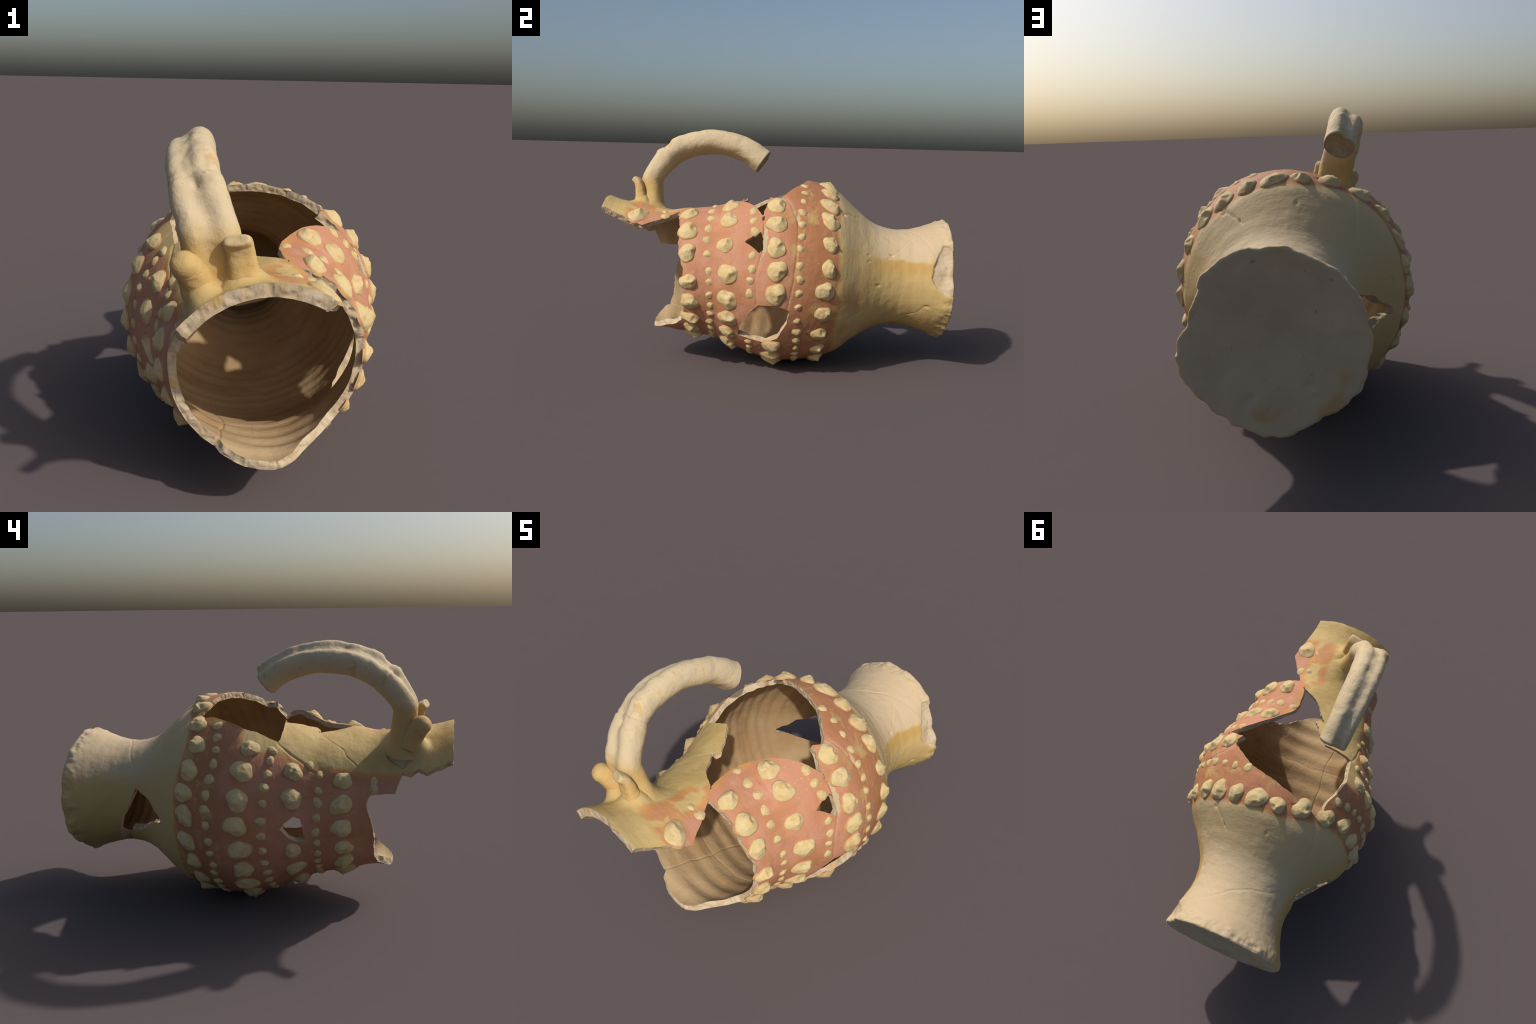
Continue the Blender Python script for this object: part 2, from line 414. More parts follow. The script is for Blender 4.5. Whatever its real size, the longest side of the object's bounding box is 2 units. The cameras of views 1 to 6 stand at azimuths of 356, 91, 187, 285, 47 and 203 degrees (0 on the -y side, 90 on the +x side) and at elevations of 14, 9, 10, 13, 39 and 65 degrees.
def handle_material():
    mat, nt, bsdf = node_tools('pale_clay_handle'); g = Graph(nt)
    x, h, z = g.xyz()
    col = g.mix(g.step(g.noise(8, 4, .6), .35, .65), srgb(196, 177, 143), srgb(190, 172, 140))
    low = g.step(g.math('ADD', z, g.math('MULTIPLY', g.math('SUBTRACT', g.noise(12, 3), .5), .12)), .58, .44)
    col = g.mix(g.math('MULTIPLY', low, .75), col, srgb(184, 150, 84))
    col = g.mix(g.math('MULTIPLY', g.step(g.noise(14, 4, .65, shift=5), .58, .7), .5), col, srgb(180, 140, 74))
    col = g.mix(g.math('MULTIPLY', g.step(g.noise(60, 3, .6, shift=9), .68, .75), .4), col, srgb(140, 106, 64))
    col = g.mix(g.math('MULTIPLY', g.step(g.noise(18, 3, .6, shift=13), .62, .72), .4), col, srgb(190, 180, 164))
    g.put(bsdf.inputs['Base Color'], col)
    bsdf.inputs['Roughness'].default_value = .78
    bsdf.inputs['Specular IOR Level'].default_value = .25
    g.bump(bsdf, g.math('ADD', g.noise(55, 4, .65), g.noise(20, 3, .6)), .35, .008)
    return mat


SLIP, INNER, BREAK, BASE, KNOB, HANDLE = (slip_material(), inner_material(), break_material(), base_material(),
                                          knob_material(), handle_material())

# ------------------------------------------------------------------ root
jug = bpy.data.objects.new('broken_jug', None)
jug.empty_display_size = .2
bpy.context.scene.collection.objects.link(jug)
jug['label'] = 'broken ancient clay jug with red slip and rows of yellow knobs'
jug['category'] = 'pottery jug'


def add_object(name, mesh, parent=jug, matrix=None):
    ob = bpy.data.objects.new(name, mesh)
    bpy.context.scene.collection.objects.link(ob)
    ob.parent = parent
    ob.matrix_local = FRAME.copy() if matrix is None else matrix
    return ob


def build_mesh(name, verts, faces, mats, mat_index=None, normals=None, smooth_shade=True):
    me = bpy.data.meshes.new(name)
    me.from_pydata(verts.tolist() if hasattr(verts, 'tolist') else verts, [], faces)
    for m in mats:
        me.materials.append(m)
    if mat_index is not None:
        me.polygons.foreach_set('material_index', np.asarray(mat_index, np.int32))
    me.polygons.foreach_set('use_smooth', np.full(len(me.polygons), smooth_shade))
    if normals is not None:
        me.normals_split_custom_set(normals)
    me.update()
    return me


# ------------------------------------------------------------------ the vessel wall
NT = 760
rows_h = np.concatenate([np.linspace(-1.03, -.55, 118), np.linspace(-.546, .36, 224), np.linspace(.365, FOOT_END - .012, 120)])
NW = len(rows_h)
disc_k = np.concatenate([[.985, .965], np.linspace(.94, .03, 34)])
TH = np.arange(NT) * 360.0 / NT - 180.0
Hg, Tg = np.meshgrid(np.concatenate([rows_h, np.full(len(disc_k), FOOT_END)]), TH, indexing='ij')
K = np.concatenate([np.ones(NW), disc_k])[:, None] * np.ones((1, NT))
NR = Hg.shape[0]
h, t, k = Hg.ravel(), Tg.ravel(), K.ravel()
is_disc = k < 1
base_r = wall(np.minimum(h, FOOT_END - .004), t)
P0 = place(h, t, base_r * k)

# outer relief: soft lumps, turning ridges, joins, pits
lump = .0035 * noise(P0, 5, 1, 2) + .0016 * noise(P0, 22, 2, 2)
turning = .0004 * np.sin(h * 95 + 2 * noise(P0, 3, 5)) * smooth(.3, .5, h)
relief = lump + turning
ragged = noise(P0, 14, 3, 3)
for line, depth, half in CRACKS:
    d = line_distance(h + .004 * ragged, t + .5 * noise(P0, 20, 8), line)
    relief -= depth * np.exp(-(d / half) ** 2) * (.65 + .35 * noise(P0, 9, 11))
for ph, pt, depth, rad in PITS:
    d = np.hypot(h - ph, wrap(t - pt) * ARC)
    relief -= depth * np.exp(-(d / rad) ** 2)
bare_flake = np.zeros(len(h), bool)
for poly, depth in FLAKES:
    c_ = np.mean([b for a, b in poly])
    d = outline_distance(np.stack([h + .006 * ragged, wrap(t, c_) * ARC + .006 * noise(P0, 17, 31, 2)], -1), [(a, b * ARC) for a, b in poly])
    relief -= depth * smooth(.003, -.004, d) * (.8 + .3 * noise(P0, 18, 33, 2))
    bare_flake |= d < -.001
smear = np.zeros(len(h))
for rh, rt, la, lb, hi, reach in ROOTS:
    dx, dy = (h - rh), wrap(t - rt) * math.radians(1) * .37
    q = np.hypot(dx / la, dy / lb); out = np.maximum(0, (q - .8) * np.minimum(la, lb))
    smear = np.maximum(smear, hi * np.clip(1 - out / reach, 0, 1) ** 2.6)
relief += smear * smooth(-1.0, -.92, h)
for line, depth, half in CRACKS[:2]:
    d = line_distance(h + .004 * ragged, t + .5 * noise(P0, 20, 8), line)
    bare_flake |= (d < half * (1.0 * noise(P0, 8, 35) + .15))
# ragged, nibbled lip of the foot
nib = h - .972 + .030 * noise(P0, 10, 61, 3) + .010 * noise(P0, 34, 62, 2)
relief -= .003 * smooth(-.012, .014, nib)
bare_flake |= nib > .006
bare_flake &= ~is_disc
edge_wear = smooth(.90, .975, h)
relief += edge_wear * (.010 * noise(P0, 12, 4, 2) + .008 * noise(P0, 28, 44, 2) - .002)
relief = relief.reshape(NR, NT); relief[NW:] = relief[NW - 1]; relief = relief.ravel()
disc_push = (.004 * noise(P0, 4, 6, 2) + .0012 * noise(P0, 25, 7, 2)) * is_disc
for px, pz, depth, rad in [(-.13, -.17, .010, .022), (.09, -.22, .012, .02), (-.15, -.21, .007, .012), (-.02, -.18, .005, .008),
                           (-.17, -.1, .004, .008), (.02, -.26, .006, .015), (-.12, .12, .003, .02), (.1, .1, .003, .03)]:
    d = np.hypot(P0[:, 0] - px, P0[:, 2] - pz)
    disc_push -= is_disc * depth * np.exp(-(d / rad) ** 2)
disc_h = FOOT_END + disc_push - .005 * (k > .975) * is_disc - .025 * (1 - k ** 1.6) - .006 * P0[:, 0] / .35 * k
OUT = place(np.where(is_disc, disc_h, h), t, (base_r + relief) * k)

# inner surface: thinner copy, finger grooves from throwing, closed floor in the foot
thick = thickness(h, t) + .002 * noise(P0, 7, 9, 2)
groove = .0042 * (.7 + .6 * noise(P0, 4, 14)) * np.sin((h + t / 360 * .11) * 2 * np.pi / .11 + 2.2 * noise(P0, 2.5, 12)) * smooth(.15, -.1, h) * smooth(-.85, -.7, h)
groove += .002 * np.sin(h * 2 * np.pi / .06 + noise(P0, 3, 13)) * smooth(.0, .1, h)
inner_r = base_r + lump - thick + groove
for line, depth, half in INNER_CRACKS:
    d = line_distance(h + .016 * ragged, t + 2.5 * noise(P0, 7, 66, 3), line)
    inner_r += depth * np.exp(-(d / half) ** 2)
inner_h = np.where(is_disc, FOOT_END - .06 + .004 * noise(P0, 6, 10), np.minimum(h, FOOT_END - .06))
floor_r = spline(PH, PR, np.array([FOOT_END - .06]))[0] - .05
inner_r = np.where(is_disc, floor_r * k, np.where(h > FOOT_END - .07, np.minimum(inner_r, floor_r + .002), inner_r))
inner_h = np.where((~is_disc) & (h > FOOT_END - .06), FOOT_END - .06 - .0005 * (FOOT_END - h) , inner_h)
INN = place(inner_h, t, np.maximum(inner_r, .001))

jag_h = .006 * noise(P0, 16, 21, 3) + .0012 * noise(P0, 60, 22, 2)
jag_t = .006 * noise(P0, 16, 23, 3) + .0012 * noise(P0, 60, 24, 2)
S = kept(h, t, (jag_h, jag_t))
S = np.where(is_disc, 1.0, S)

verts_o, verts_i, index = list(), list(), {}
idx = -np.ones(NR * NT, int)
keep = S > 0
idx[keep] = np.arange(keep.sum())
Vo = [OUT[keep]]; Vi = [INN[keep]]; n_v = int(keep.sum())
extra_o, extra_i, cross = [], [], {}


def crossing(a, b):
    key = (a, b) if a < b else (b, a)
    if key not in cross:
        f = min(max(S[a] / (S[a] - S[b]), .02), .98)
        cross[key] = n_v + len(extra_o)
        extra_o.append(OUT[a] * (1 - f) + OUT[b] * f); extra_i.append(INN[a] * (1 - f) + INN[b] * f)
    return cross[key]


faces, face_h, rim_edges = [], [], []
I, J = np.meshgrid(np.arange(NR - 1), np.arange(NT), indexing='ij'); I = I.ravel(); J = J.ravel()
c00 = I * NT + J; c01 = I * NT + (J + 1) % NT; c11 = (I + 1) * NT + (J + 1) % NT; c10 = (I + 1) * NT + J
count = keep[c00].astype(int) + keep[c01] + keep[c11] + keep[c10]
full = count == 4
quads = np.stack([idx[c00[full]], idx[c01[full]], idx[c11[full]], idx[c10[full]]], -1)
faces = quads.tolist(); face_row = I[full].tolist(); flaked = (bare_flake[c00] & bare_flake[c11])[full].tolist()
for q in np.nonzero((count > 0) & (count < 4))[0]:
    ring = (c00[q], c01[q], c11[q], c10[q]); poly = []; cuts = []
    for a, b in zip(ring, ring[1:] + ring[:1]):
        if keep[a]:
            poly.append(int(idx[a]))
        if keep[a] != keep[b]:
            c = crossing(int(a), int(b)); poly.append(c); cuts.append((c, bool(keep[a])))
    if len(poly) >= 3:
        faces.append(poly); face_row.append(int(I[q])); flaked.append(bool(bare_flake[c00[q]]))
last = [int(idx[(NR - 1) * NT + j]) for j in range(NT)]
faces.append(last); face_row.append(NR - 1); flaked.append(False)
Vo = np.concatenate([Vo[0], np.array(extra_o)]); Vi = np.concatenate([Vi[0], np.array(extra_i)])
NV = len(Vo)

# drop loose crumbs: keep the largest connected piece
edge_use = {}
for f in faces:
    for a, b in zip(f, f[1:] + f[:1]):
        edge_use[(a, b)] = edge_use.get((a, b), 0) + 1
parent_of = np.arange(NV)


def find(a):
    while parent_of[a] != a:
        parent_of[a] = parent_of[parent_of[a]]; a = parent_of[a]
    return a


for (a, b) in edge_use:
    ra, rb = find(a), find(b)
    if ra != rb:
        parent_of[ra] = rb
roots = np.array([find(f[0]) for f in faces])
main = np.bincount(roots).argmax()
ok = roots == main
flaked = np.array(flaked)[ok]; faces = [f for f, o in zip(faces, ok) if o]; face_row = np.array([r for r, o in zip(face_row, ok) if o])
edges = set()
for f in faces:
    edges.update(zip(f, f[1:] + f[:1]))
open_edges = [(a, b) for a, b in edges if (b, a) not in edges]

# assemble outer (flipped to face out), inner and the broken edge between them
LAYERS = 8
rim_v = sorted({a for e in open_edges for a in e})
rim_id = {v: i for i, v in enumerate(rim_v)}
Ro, Ri = Vo[rim_v], Vi[rim_v]
fl = np.linspace(0, 1, LAYERS + 1)[1:-1]
mids = []
for f in fl:
    p = Ro * (1 - f) + Ri * f
    wob = np.stack([noise(p, 42, 40 + a, 2) for a in range(3)], -1)
    mids.append(p + wob * .007 * math.sin(math.pi * f) ** .5)
allv = np.concatenate([Vo, Vi] + mids)


def layer_index(v, l):
    if l == 0:
        return v
    if l == LAYERS:
        return NV + v
    return 2 * NV + (l - 1) * len(rim_v) + rim_id[v]


# orientation test on the first face
f0 = faces[len(faces) // 3]; c = Vo[f0]; nrm = np.cross(c[1] - c[0], c[2] - c[0]); ctr = c.mean(0)
flip = nrm @ np.array([ctr[0], 0, ctr[2]]) < 0
outer = [f[::-1] if flip else f for f in faces]
inner = [[NV + v for v in (f if flip else f[::-1])] for f in faces]
brk, brk_row = [], []
row_of = {}
for f, r in zip(faces, face_row):
    for a, b in zip(f, f[1:] + f[:1]):
        row_of[(a, b)] = r
for a, b in open_edges:
    for l in range(LAYERS):
        q = [layer_index(a, l), layer_index(b, l), layer_index(b, l + 1), layer_index(a, l + 1)]
        brk.append(q if flip else q[::-1]); brk_row.append(row_of[(a, b)])
all_faces = outer + inner + brk
cls = np.concatenate([np.zeros(len(outer), int), np.ones(len(inner), int), np.full(len(brk), 2)])
row = np.concatenate([face_row, face_row, np.array(brk_row, int)])
disc_face = (row >= NW)
flake_face = np.concatenate([flaked, np.zeros(len(all_faces) - len(flaked), bool)])

# smooth normals per class, over the whole vessel
ln = np.array([len(f) for f in all_faces]); flat = np.concatenate([np.array(f) for f in all_faces])
start = np.concatenate([[0], np.cumsum(ln)[:-1]])
pa, pb, pc = allv[flat[start]], allv[flat[start + 1]], allv[flat[start + ln - 1]]
pd = allv[flat[start + np.minimum(2, ln - 1)]]
fn = np.cross(pd - pa, pc - pb)
tri = ln == 3
fn[tri] = np.cross(pb - pa, pc - pa)[tri]
cl2 = np.where(cls == 0, np.where(disc_face, 3, 0), cls)
loop_cls = np.repeat(cl2, ln)
vn = np.zeros((4, len(allv), 3))
for c_ in range(4):
    m = loop_cls == c_
    fnl = np.repeat(fn, ln, axis=0)[m]
    for a in range(3):
        vn[c_, :, a] = np.bincount(flat[m], fnl[:, a], len(allv))
loop_n = vn[loop_cls, flat]
loop_n /= np.maximum(np.linalg.norm(loop_n, axis=1, keepdims=True), 1e-12)

row_h = np.concatenate([rows_h, np.full(len(disc_k) + 1, FOOT_END)])
part_of = np.where(row_h[row] > .40, 0, np.where(row_h[row] < -.60, 2, 1))
for pid, name in ((0, 'foot'), (1, 'body'), (2, 'neck')):
    sel = np.nonzero(part_of == pid)[0]
    fl_ = [all_faces[i] for i in sel]
    used = np.unique(np.concatenate([np.array(f) for f in fl_]))
    remap = -np.ones(len(allv), int); remap[used] = np.arange(len(used))
    ff = [remap[f].tolist() for f in fl_]
    loops = np.concatenate([np.arange(start[i], start[i] + ln[i]) for i in sel])
    mi = np.where(cls[sel] == 0, np.where(disc_face[sel], 3, np.where(flake_face[sel], 2, 0)), cls[sel])
    me = build_mesh(name, allv[used], ff, [SLIP, INNER, BREAK, BASE], mi, loop_n[loops])
    add_object(name, me)

# ------------------------------------------------------------------ applied knobs
def knob_mesh(name, seed, big=True):
    """a pinched pellet of clay: round foot, off-centre peak, a small lip drawn to one side"""
    r = np.random.default_rng(seed)
    rings, seg = (16, 40) if big else (9, 22)
    peak = np.array([r.uniform(-.05, .22), r.uniform(-.15, .15)])
    sharp = r.uniform(.2, .7); ridge = r.uniform(.0, .22) if big else 0; cut_a = r.uniform(2, 4.3); cut_k = r.uniform(-.9, -.3)
    lip_a = r.uniform(-.7, .7); lip = np.array([math.cos(lip_a), math.sin(lip_a)]) * r.uniform(.45, .62)
    lip_h = r.uniform(.08, .32) if big else 0
    sc_a = lip_a + r.choice([-1, 1]) * r.uniform(.6, 1.0); scoop = np.array([math.cos(sc_a), math.sin(sc_a)]) * .5
    sc_d = r.uniform(.10, .3) if big else 0
    vs, fs = [], []
    ph = r.uniform(0, 6.28, 4)
    for i in range(rings + 1):
        rho = i / rings
        for j in range(seg):
            a = 2 * math.pi * j / seg
            edge = 1 + .09 * math.sin(2 * a + ph[0]) + .06 * math.sin(3 * a + ph[1]) + .035 * math.sin(5 * a + ph[2])
            u, v = rho * edge * math.cos(a), rho * edge * math.sin(a)
            # distance measured from the peak out to the rim
            p = peak * (1 - rho) ** 1.5
            cone = (1 - rho) ** 1.05
            dome = (1 - rho ** 2) ** 1.2
            z = (1 - sharp) * dome + sharp * cone
            fade = float(1 - smooth(.70, 1.0, rho))
            z += fade * lip_h * math.exp(-((u - lip[0]) ** 2 + (v - lip[1]) ** 2) / .05)
            z -= fade * sc_d * math.exp(-((u - scoop[0]) ** 2 + (v - scoop[1]) ** 2) / .07)
            # ridge pinched from the peak down one flank, and a flattened thumb facet
            along_r = u * math.cos(lip_a) + v * math.sin(lip_a); across = v * math.cos(lip_a) - u * math.sin(lip_a)
            z += fade * ridge * math.exp(-(across / .16) ** 2) * float(smooth(-.05, .25, along_r))
            cut = .84 + cut_k * (u * math.cos(cut_a) + v * math.sin(cut_a))
            z = min(z, cut + .25 * (z - cut)) if z > cut else z
            z = max(z, .0) - .30 * float(smooth(.88, 1.0, rho))
            vs.append((u + p[0], v + p[1], z))
    for i in range(rings):
        for j in range(seg):
            j2 = (j + 1) % seg
            if i == 0:
                fs.append((0, (i + 1) * seg + j, (i + 1) * seg + j2))
            else:
                fs.append((i * seg + j, (i + 1) * seg + j, (i + 1) * seg + j2, i * seg + j2))
    V = np.array(vs)
    V[:seg] = V[:seg].mean(0)
    V[:, 2] += .10 * noise(V * np.array([1, 1, .4]), 3.2, seed, 3) * (np.hypot(V[:, 0], V[:, 1]) < .9)
    return build_mesh(name, V, fs, [KNOB])


BIG = [knob_mesh('knob_pinched', 100 + i) for i in range(9)]
SMALL = [knob_mesh('pellet_round', 200 + i, False) for i in range(6)]


def fill(angles, gap):
    """continue a ring of knobs round the hidden underside at its own spacing"""
    a = sorted(wrap(angles).tolist()); out = list(a)
    for p, q in zip(a, a[1:] + [a[0] + 360]):
        n = round((q - p) / gap)
        if n > 1 and q - p > 1.6 * gap and (p > 100 or q > 260 or p < -100):
            out += [p + (q - p) * i / n for i in range(1, n)]
    return [float(wrap(x)) for x in out]


ROWS = [  # kind, (angle, h) guide of the ring, angles of the knobs, spacing, half-width along axis, around, height
    ('knob', [(-180, .235), (-133, .215), (-104, .242), (-76, .25), (-64, .222), (-50, .2), (-36, .222), (-20, .25), (-6, .28), (35, .29), (79, .28), (106, .258), (140, .248), (180, .235)],
     [-36, -20, -6, 8, 21.5, 35, 48, 63.5, 78.5, 92, 106, 122, 138, 155, -133, -118, -104, -89, -76, -64, -50], 14.5, .051, .058, .031),
    ('pellet', [(-180, .13), (-110, .123), (-85, .136), (-53, .09), (-39, .11), (20, .15), (60, .128), (180, .13)],
     [19, 28, 36, 45, 53, 60.5, 68, 77, 85, 93, 101, 110, 118, 126, 133.5, 141, -124, -117, -110, -102, -93, -85, -77, -69, -61, -53, -46, -39], 8.2, .025, .024, .012),
    ('knob', [(-180, -.01), (-120, -.03), (-93, -.012), (-64, -.035), (-51, -.068), (42, -.01), (81, .008), (130, -.005), (180, -.01)],
     [41, 54, 68, 81, 94, 132, 145, -134, -121, -107, -93, -79.5, -64, -51], 13.4, .056, .054, .029),
    ('pellet', [(-180, -.13), (-90, -.128), (-50, -.162), (42, -.136), (57, -.12), (90, -.13), (180, -.13)],
     [42, 50, 57, 72, 80, 87, 95, 134, 141, -127, -119, -110, -100, -91, -81, -72, -64, -56, -49], 8.1, .025, .024, .012),
    ('knob', [(-180, -.26), (-60, -.268), (30, -.264), (65, -.276), (90, -.248), (180, -.26)],
     [30, 46, 65, 84, 102, 117, 131, 147, -150, -131, -114, -78, -60], 16, .054, .053, .030),
    ('pellet', [(-180, -.355), (-72, -.38), (-60, -.382), (20, -.362), (58, -.382), (95, -.35), (180, -.355)],
     [18, 30, 40, 50, 60, 71, 83, 91, 101, 109, 117, 126, 134, 143, -130, -122, -112, -103, -92, -81, -72, -60], 9, .025, .024, .012),
    ('knob', [(-180, -.475), (-118, -.495), (-63, -.492), (33, -.498), (70, -.483), (100, -.462), (140, -.462), (180, -.475)],
     [33, 52, 70, 92, 107.5, 124, 139, 156, -151, -133, -118, -101, -82, -63], 17, .057, .050, .031),
    ('pellet', [(-180, -.64), (180, -.645)], [22, 30, -61, -68], 400, .025, .024, .012),
    ('pellet', [(-180, -.34), (180, -.336)], [-53], 400, .025, .024, .012),
    ('knob', [(-180, -.79), (180, -.79)], [33], 400, .060, .056, .028),
]
pick = random.Random(SEED)
for kind, guide, angles, gap, along, around, height in ROWS:
    gt, gh = zip(*guide)
    for a in fill(angles, gap) if gap < 300 else angles:
        a += pick.uniform(-.4, .4)
        kh = float(np.interp(a, gt, gh)) + pick.uniform(-.004, .004)
        if kept(np.array([kh]), np.array([a]))[0] < along * .45:
            continue
        e = .01
        p0 = place(np.array([kh]), np.array([a]), wall(np.array([kh]), np.array([a])))[0]
        pu = place(np.array([kh + e]), np.array([a]), wall(np.array([kh + e]), np.array([a])))[0]
        pv = place(np.array([kh]), np.array([a + 1.0]), wall(np.array([kh]), np.array([a + 1.0])))[0]
        u = (pu - p0) / np.linalg.norm(pu - p0); v = (pv - p0); n = np.cross(u, v)
        n /= np.linalg.norm(n)
        if n @ np.array([p0[0], 0, p0[2]]) < 0:
            n = -n
        v = np.cross(n, u)
        big = kind == 'knob'
        if big:
            mesh = BIG[pick.randrange(len(BIG))]; turn = pick.uniform(.0, .9)
        else:
            mesh = SMALL[pick.randrange(len(SMALL))]; turn = pick.uniform(0, 6.28)
        s = pick.uniform(.86, 1.12); cu, su = math.cos(turn), math.sin(turn)
        ux, vx = u * cu + v * su, v * cu - u * su
        sx, sy, sz = along * s, around * s * pick.uniform(.93, 1.07), height * pick.uniform(.85, 1.15)
        lift = 0.0
        M = Matrix(((ux[0] * sx, vx[0] * sy, n[0] * sz, p0[0] + n[0] * lift), (ux[1] * sx, vx[1] * sy, n[1] * sz, p0[1] + n[1] * lift),
                    (ux[2] * sx, vx[2] * sy, n[2] * sz, p0[2] + n[2] * lift), (0, 0, 0, 1)))
        add_object('knob' if big else 'pellet', mesh, matrix=FRAME @ M)

# ------------------------------------------------------------------ handle
# centre line (world metres), half widths across (sideways) and through (thickness)
HANDLE_LINE = [((-.130, -.755, .845), .140, .085), ((-.142, -.757, .895), .118, .072), ((-.156, -.760, .945), .106, .064),
               ((-.169, -.764, 1.0), .100, .062), ((-.178, -.768, 1.053), .097, .062), ((-.194, -.737, 1.115), .095, .063),
               ((-.214, -.697, 1.168), .093, .065), ((-.232, -.626, 1.232), .090, .066), ((-.241, -.547, 1.268), .087, .067),
               ((-.242, -.427, 1.289), .084, .067), ((-.238, -.307, 1.281), .081, .067), ((-.231, -.2, 1.245), .078, .068),
               ((-.219, -.098, 1.178), .075, .071)]
pts = to_local(np.array([p for p, a, b in HANDLE_LINE]) - np.array([0, 0, .002])); wa = np.array([a for p, a, b in HANDLE_LINE]); wb = np.array([b for p, a, b in HANDLE_LINE])
par = np.concatenate([[0], np.cumsum(np.linalg.norm(np.diff(pts, axis=0), axis=1))])
NS, NA = 240, 112
sv = np.linspace(0, par[-1], NS)
C = spline(par, pts, sv); W = spline(par, wa, sv); B = spline(par, wb, sv)
Tn = np.gradient(C, sv, axis=0); Tn /= np.linalg.norm(Tn, axis=1, keepdims=True)
chord = to_local(np.array([-.232, -.1, 1.2])) - to_local(np.array([-.20, -.77, 1.0]))
side = np.cross([0, 0, 1.0], chord); side /= np.linalg.norm(side)
side = side if side[0] > 0 else -side
Sd = side[None] - (Tn @ side)[:, None] * Tn; Sd /= np.linalg.norm(Sd, axis=1, keepdims=True)
Ou = np.cross(Sd, Tn)                                   # points away from the loop
Ou *= np.sign((Ou * (C - C.mean(0))).sum(1).mean())
roll = np.radians(27) * smooth(.15, .5, sv / par[-1])[:, None]   # the double roll twists, its +x strand riding higher
up_sign = np.sign((Ou[NS // 2] @ np.array([0, 0, 1.0])))
Sd, Ou = Sd * np.cos(roll) + Ou * np.sin(roll) * up_sign, Ou * np.cos(roll) - Sd * np.sin(roll) * up_sign
ang = np.arange(NA) * 2 * np.pi / NA
hv = []
for i in range(NS):
    ca, sa = np.cos(ang), np.sin(ang)
    # two rolls side by side: groove down the outer face, shallow one below
    gro = np.exp(-(ca / .33) ** 2)
    prof = 1 - .24 * gro * (sa > 0) * np.clip(sa, 0, 1) - .03 * gro * (sa < 0)
    asym = 1 + .04 * np.cos(ang - .6)
    x_ = np.sign(ca) * np.abs(ca) ** .85 * W[i] * asym; y_ = np.sign(sa) * np.abs(sa) ** .85 * B[i] * prof * asym
    hv.append(C[i] + x_[:, None] * Sd[i] + y_[:, None] * Ou[i])
HV = np.concatenate(hv)
frac = np.repeat(sv / par[-1], NA)
nrm = HV - np.repeat(C, NA, axis=0); nrm /= np.linalg.norm(nrm, axis=1, keepdims=True)
disp = .004 * noise(HV, 9, 51, 2) + .0018 * noise(HV, 30, 52, 3)
outness = np.clip((nrm * np.repeat(Ou, NA, axis=0)).sum(1), 0, 1)
disp += .006 * noise(HV, 16, 53, 3) * outness + .003 * noise(HV, 13, 57, 2)
# old repair: the handle is glued together and chipped part way up its back
join = .40 + .012 * noise(HV, 10, 54, 2)
disp -= .006 * np.exp(-((frac - join) / .006) ** 2) * (.5 + .5 * outness)
disp -= .007 * outness * np.exp(-((frac - .42) / .02) ** 2) * smooth(-.2, .4, noise(HV, 14, 55))
sidev = (nrm * np.repeat(Sd, NA, axis=0)).sum(1)
for f_, s_, o_, d_, w_ in [(.425, .75, .55, .014, .030), (.37, .2, .9, .012, .02), (.52, .5, .8, .006, .03), (.36, .85, .5, -.009, .022), (.45, .8, .5, -.010, .02),
                             (.31, .9, .3, -.004, .02), (.60, .3, .95, .005, .025), (.44, -.5, .8, .008, .025), (.85, .9, .2, .004, .03)]:
    d2 = ((frac - f_) * par[-1] / w_) ** 2 + ((sidev - s_) / .35) ** 2 + ((outness - o_) / .45) ** 2
    disp -= d_ * np.exp(-d2)
HV = HV + nrm * disp[:, None]
hf = []
for i in range(NS - 1):
    for j in range(NA):
        j2 = (j + 1) % NA
        hf.append((i * NA + j, i * NA + j2, (i + 1) * NA + j2, (i + 1) * NA + j))
mi = [0] * len(hf)
# broken end: concentric rings, slightly dished and rough
ring0 = (NS - 1) * NA; prev = ring0; cap = []
for rr in (.93, .8, .62, .42, .2):
    q = C[-1] + (HV[ring0:ring0 + NA] - C[-1]) * rr
    q = q + Tn[-1] * ((.004 * noise(q, 25, 60, 2) - .010 * (1 - rr ** 2) + .012 * (rr > .9))[:, None])
    base = len(HV) + sum(len(c) for c in cap); cap.append(q)
    for j in range(NA):
        j2 = (j + 1) % NA
        hf.append((prev + j, prev + j2, base + j2, base + j)); mi.append(1)
    prev = base
HV = np.concatenate([HV] + cap)
hf.append(tuple(prev + j for j in range(NA))); mi.append(1)


def outward(V, F):
    """turn faces so they look away from the solid"""
    vol = 0
    for f in F:
        a = V[f[0]]
        for i in range(1, len(f) - 1):
            vol += np.dot(a, np.cross(V[f[i]], V[f[i + 1]]))
    return F if vol > 0 else [tuple(reversed(f)) for f in F]


hf = outward(HV - HV.mean(0), hf)
add_object('handle', build_mesh('handle', HV, hf, [HANDLE, BREAK], mi))


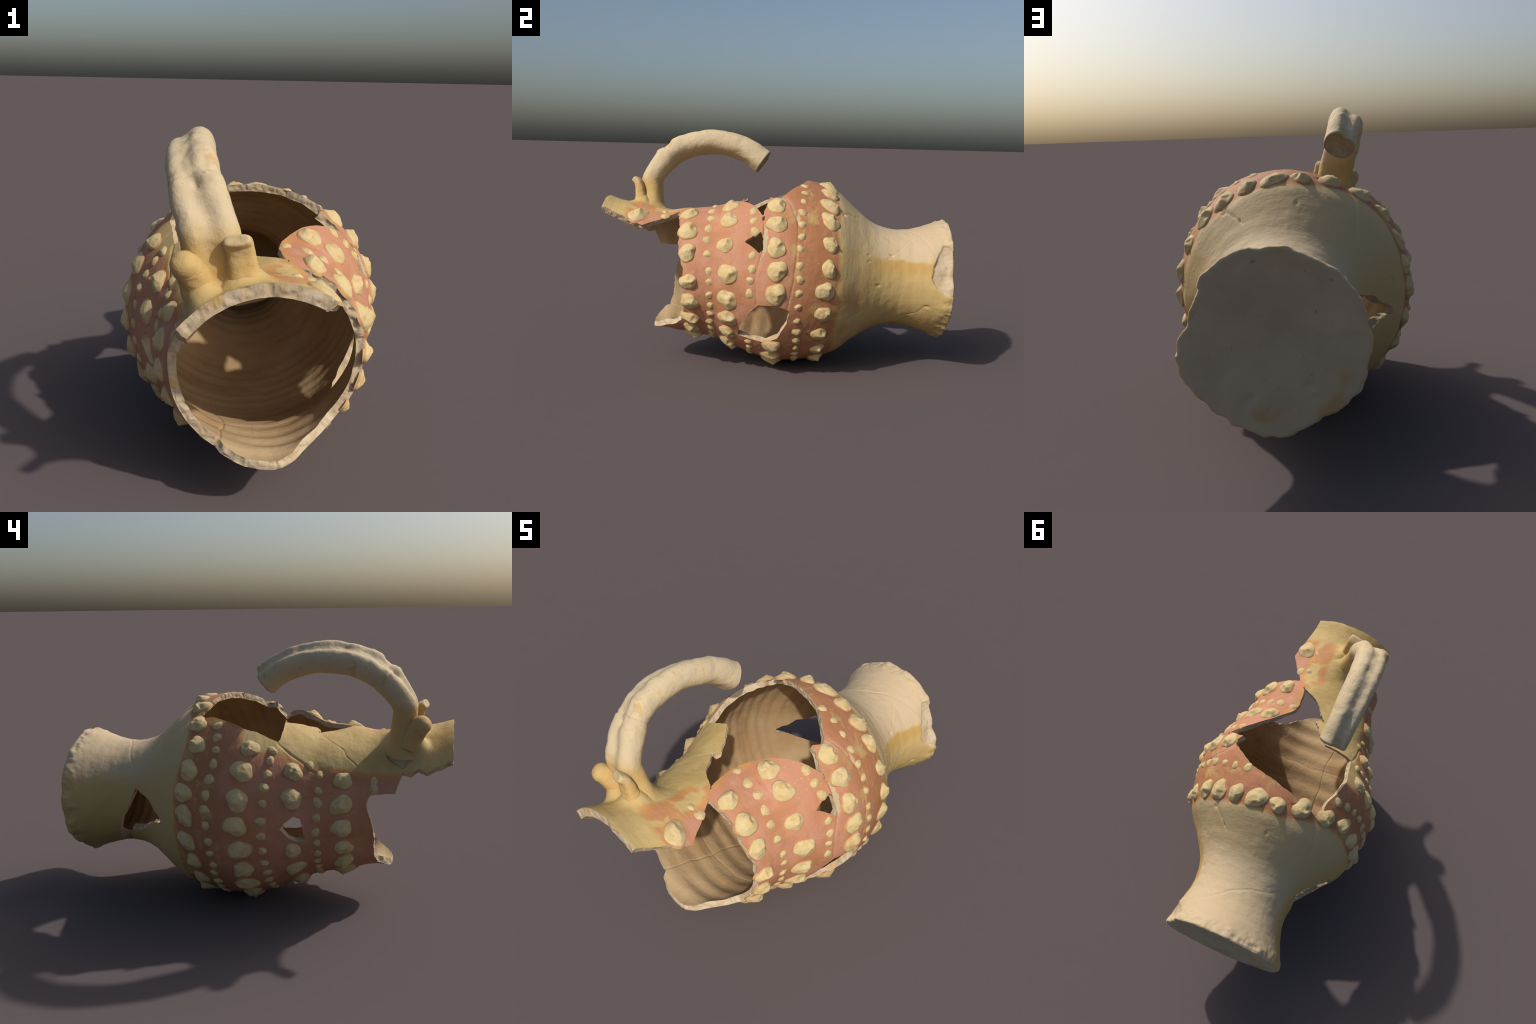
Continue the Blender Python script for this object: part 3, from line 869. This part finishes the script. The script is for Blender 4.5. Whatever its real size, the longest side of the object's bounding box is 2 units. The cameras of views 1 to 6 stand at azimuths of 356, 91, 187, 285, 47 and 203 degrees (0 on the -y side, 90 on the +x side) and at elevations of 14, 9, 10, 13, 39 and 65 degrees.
def lug(line, name, seed, power=.85, end_flat=.0):
    """a stub of applied clay swept along a short line: (world point, side half width, depth half width)"""
    p = to_local(np.array([q for q, a, b in line])); a_ = np.array([q[1] for q in line]); b_ = np.array([q[2] for q in line])
    s = np.concatenate([[0], np.cumsum(np.linalg.norm(np.diff(p, axis=0), axis=1))])
    n, m = 44, 48
    ss = np.linspace(0, s[-1], n); c = spline(s, p, ss); A_ = spline(s, a_, ss); B_ = spline(s, b_, ss)
    T_ = np.gradient(c, ss, axis=0); T_ /= np.linalg.norm(T_, axis=1, keepdims=True)
    S_ = side[None] - (T_ @ side)[:, None] * T_; S_ /= np.linalg.norm(S_, axis=1, keepdims=True)
    O_ = np.cross(S_, T_)
    an = np.arange(m) * 2 * np.pi / m; V = []
    for i in range(n):
        ca, sa = np.cos(an), np.sin(an)
        V.append(c[i] + (np.sign(ca) * np.abs(ca) ** power * A_[i])[:, None] * S_[i] + (np.sign(sa) * np.abs(sa) ** power * B_[i])[:, None] * O_[i])
    F = [(i * m + j, i * m + (j + 1) % m, (i + 1) * m + (j + 1) % m, (i + 1) * m + j) for i in range(n - 1) for j in range(m)]
    prev = (n - 1) * m; V = list(V); tot = n * m
    for rr, lift in ((.93, .45), (.8, .75), (.6, 1.0 - end_flat), (.35, 1.12 - end_flat * 1.6), (.15, 1.15 - end_flat * 2)):
        V.append(c[-1] + (V[n - 1] - c[-1]) * rr + T_[-1] * lift * B_[-1] * .75)
        F += [(prev + j, prev + (j + 1) % m, tot + (j + 1) % m, tot + j) for j in range(m)]
        prev = tot; tot += m
    F.append(tuple(prev + j for j in range(m)))
    V = np.concatenate(V)
    d = V - np.concatenate([np.repeat(c, m, axis=0), np.repeat(c[-1:], tot - n * m, axis=0)])
    d /= np.maximum(np.linalg.norm(d, axis=1, keepdims=True), 1e-6)
    V = V + d * (.005 * noise(V, 14, seed, 2) + .0015 * noise(V, 45, seed + 1, 2))[:, None]
    F = outward(V - V.mean(0), F)
    return add_object(name, build_mesh(name, V, F, [HANDLE]))


lug([((-.052, -.80, .87), .075, .055), ((-.064, -.812, .92), .058, .042), ((-.074, -.820, .97), .048, .032),
     ((-.082, -.828, 1.02), .045, .026), ((-.088, -.838, 1.045), .046, .024), ((-.092, -.850, 1.055), .046, .022)], 'lug', 71, .7, .3)
lug([((-.208, -.79, .88), .062, .058), ((-.224, -.806, .925), .054, .052), ((-.238, -.824, .955), .050, .050),
     ((-.248, -.838, .972), .048, .047), ((-.252, -.846, .979), .045, .044)], 'lug', 81, .95, .0)
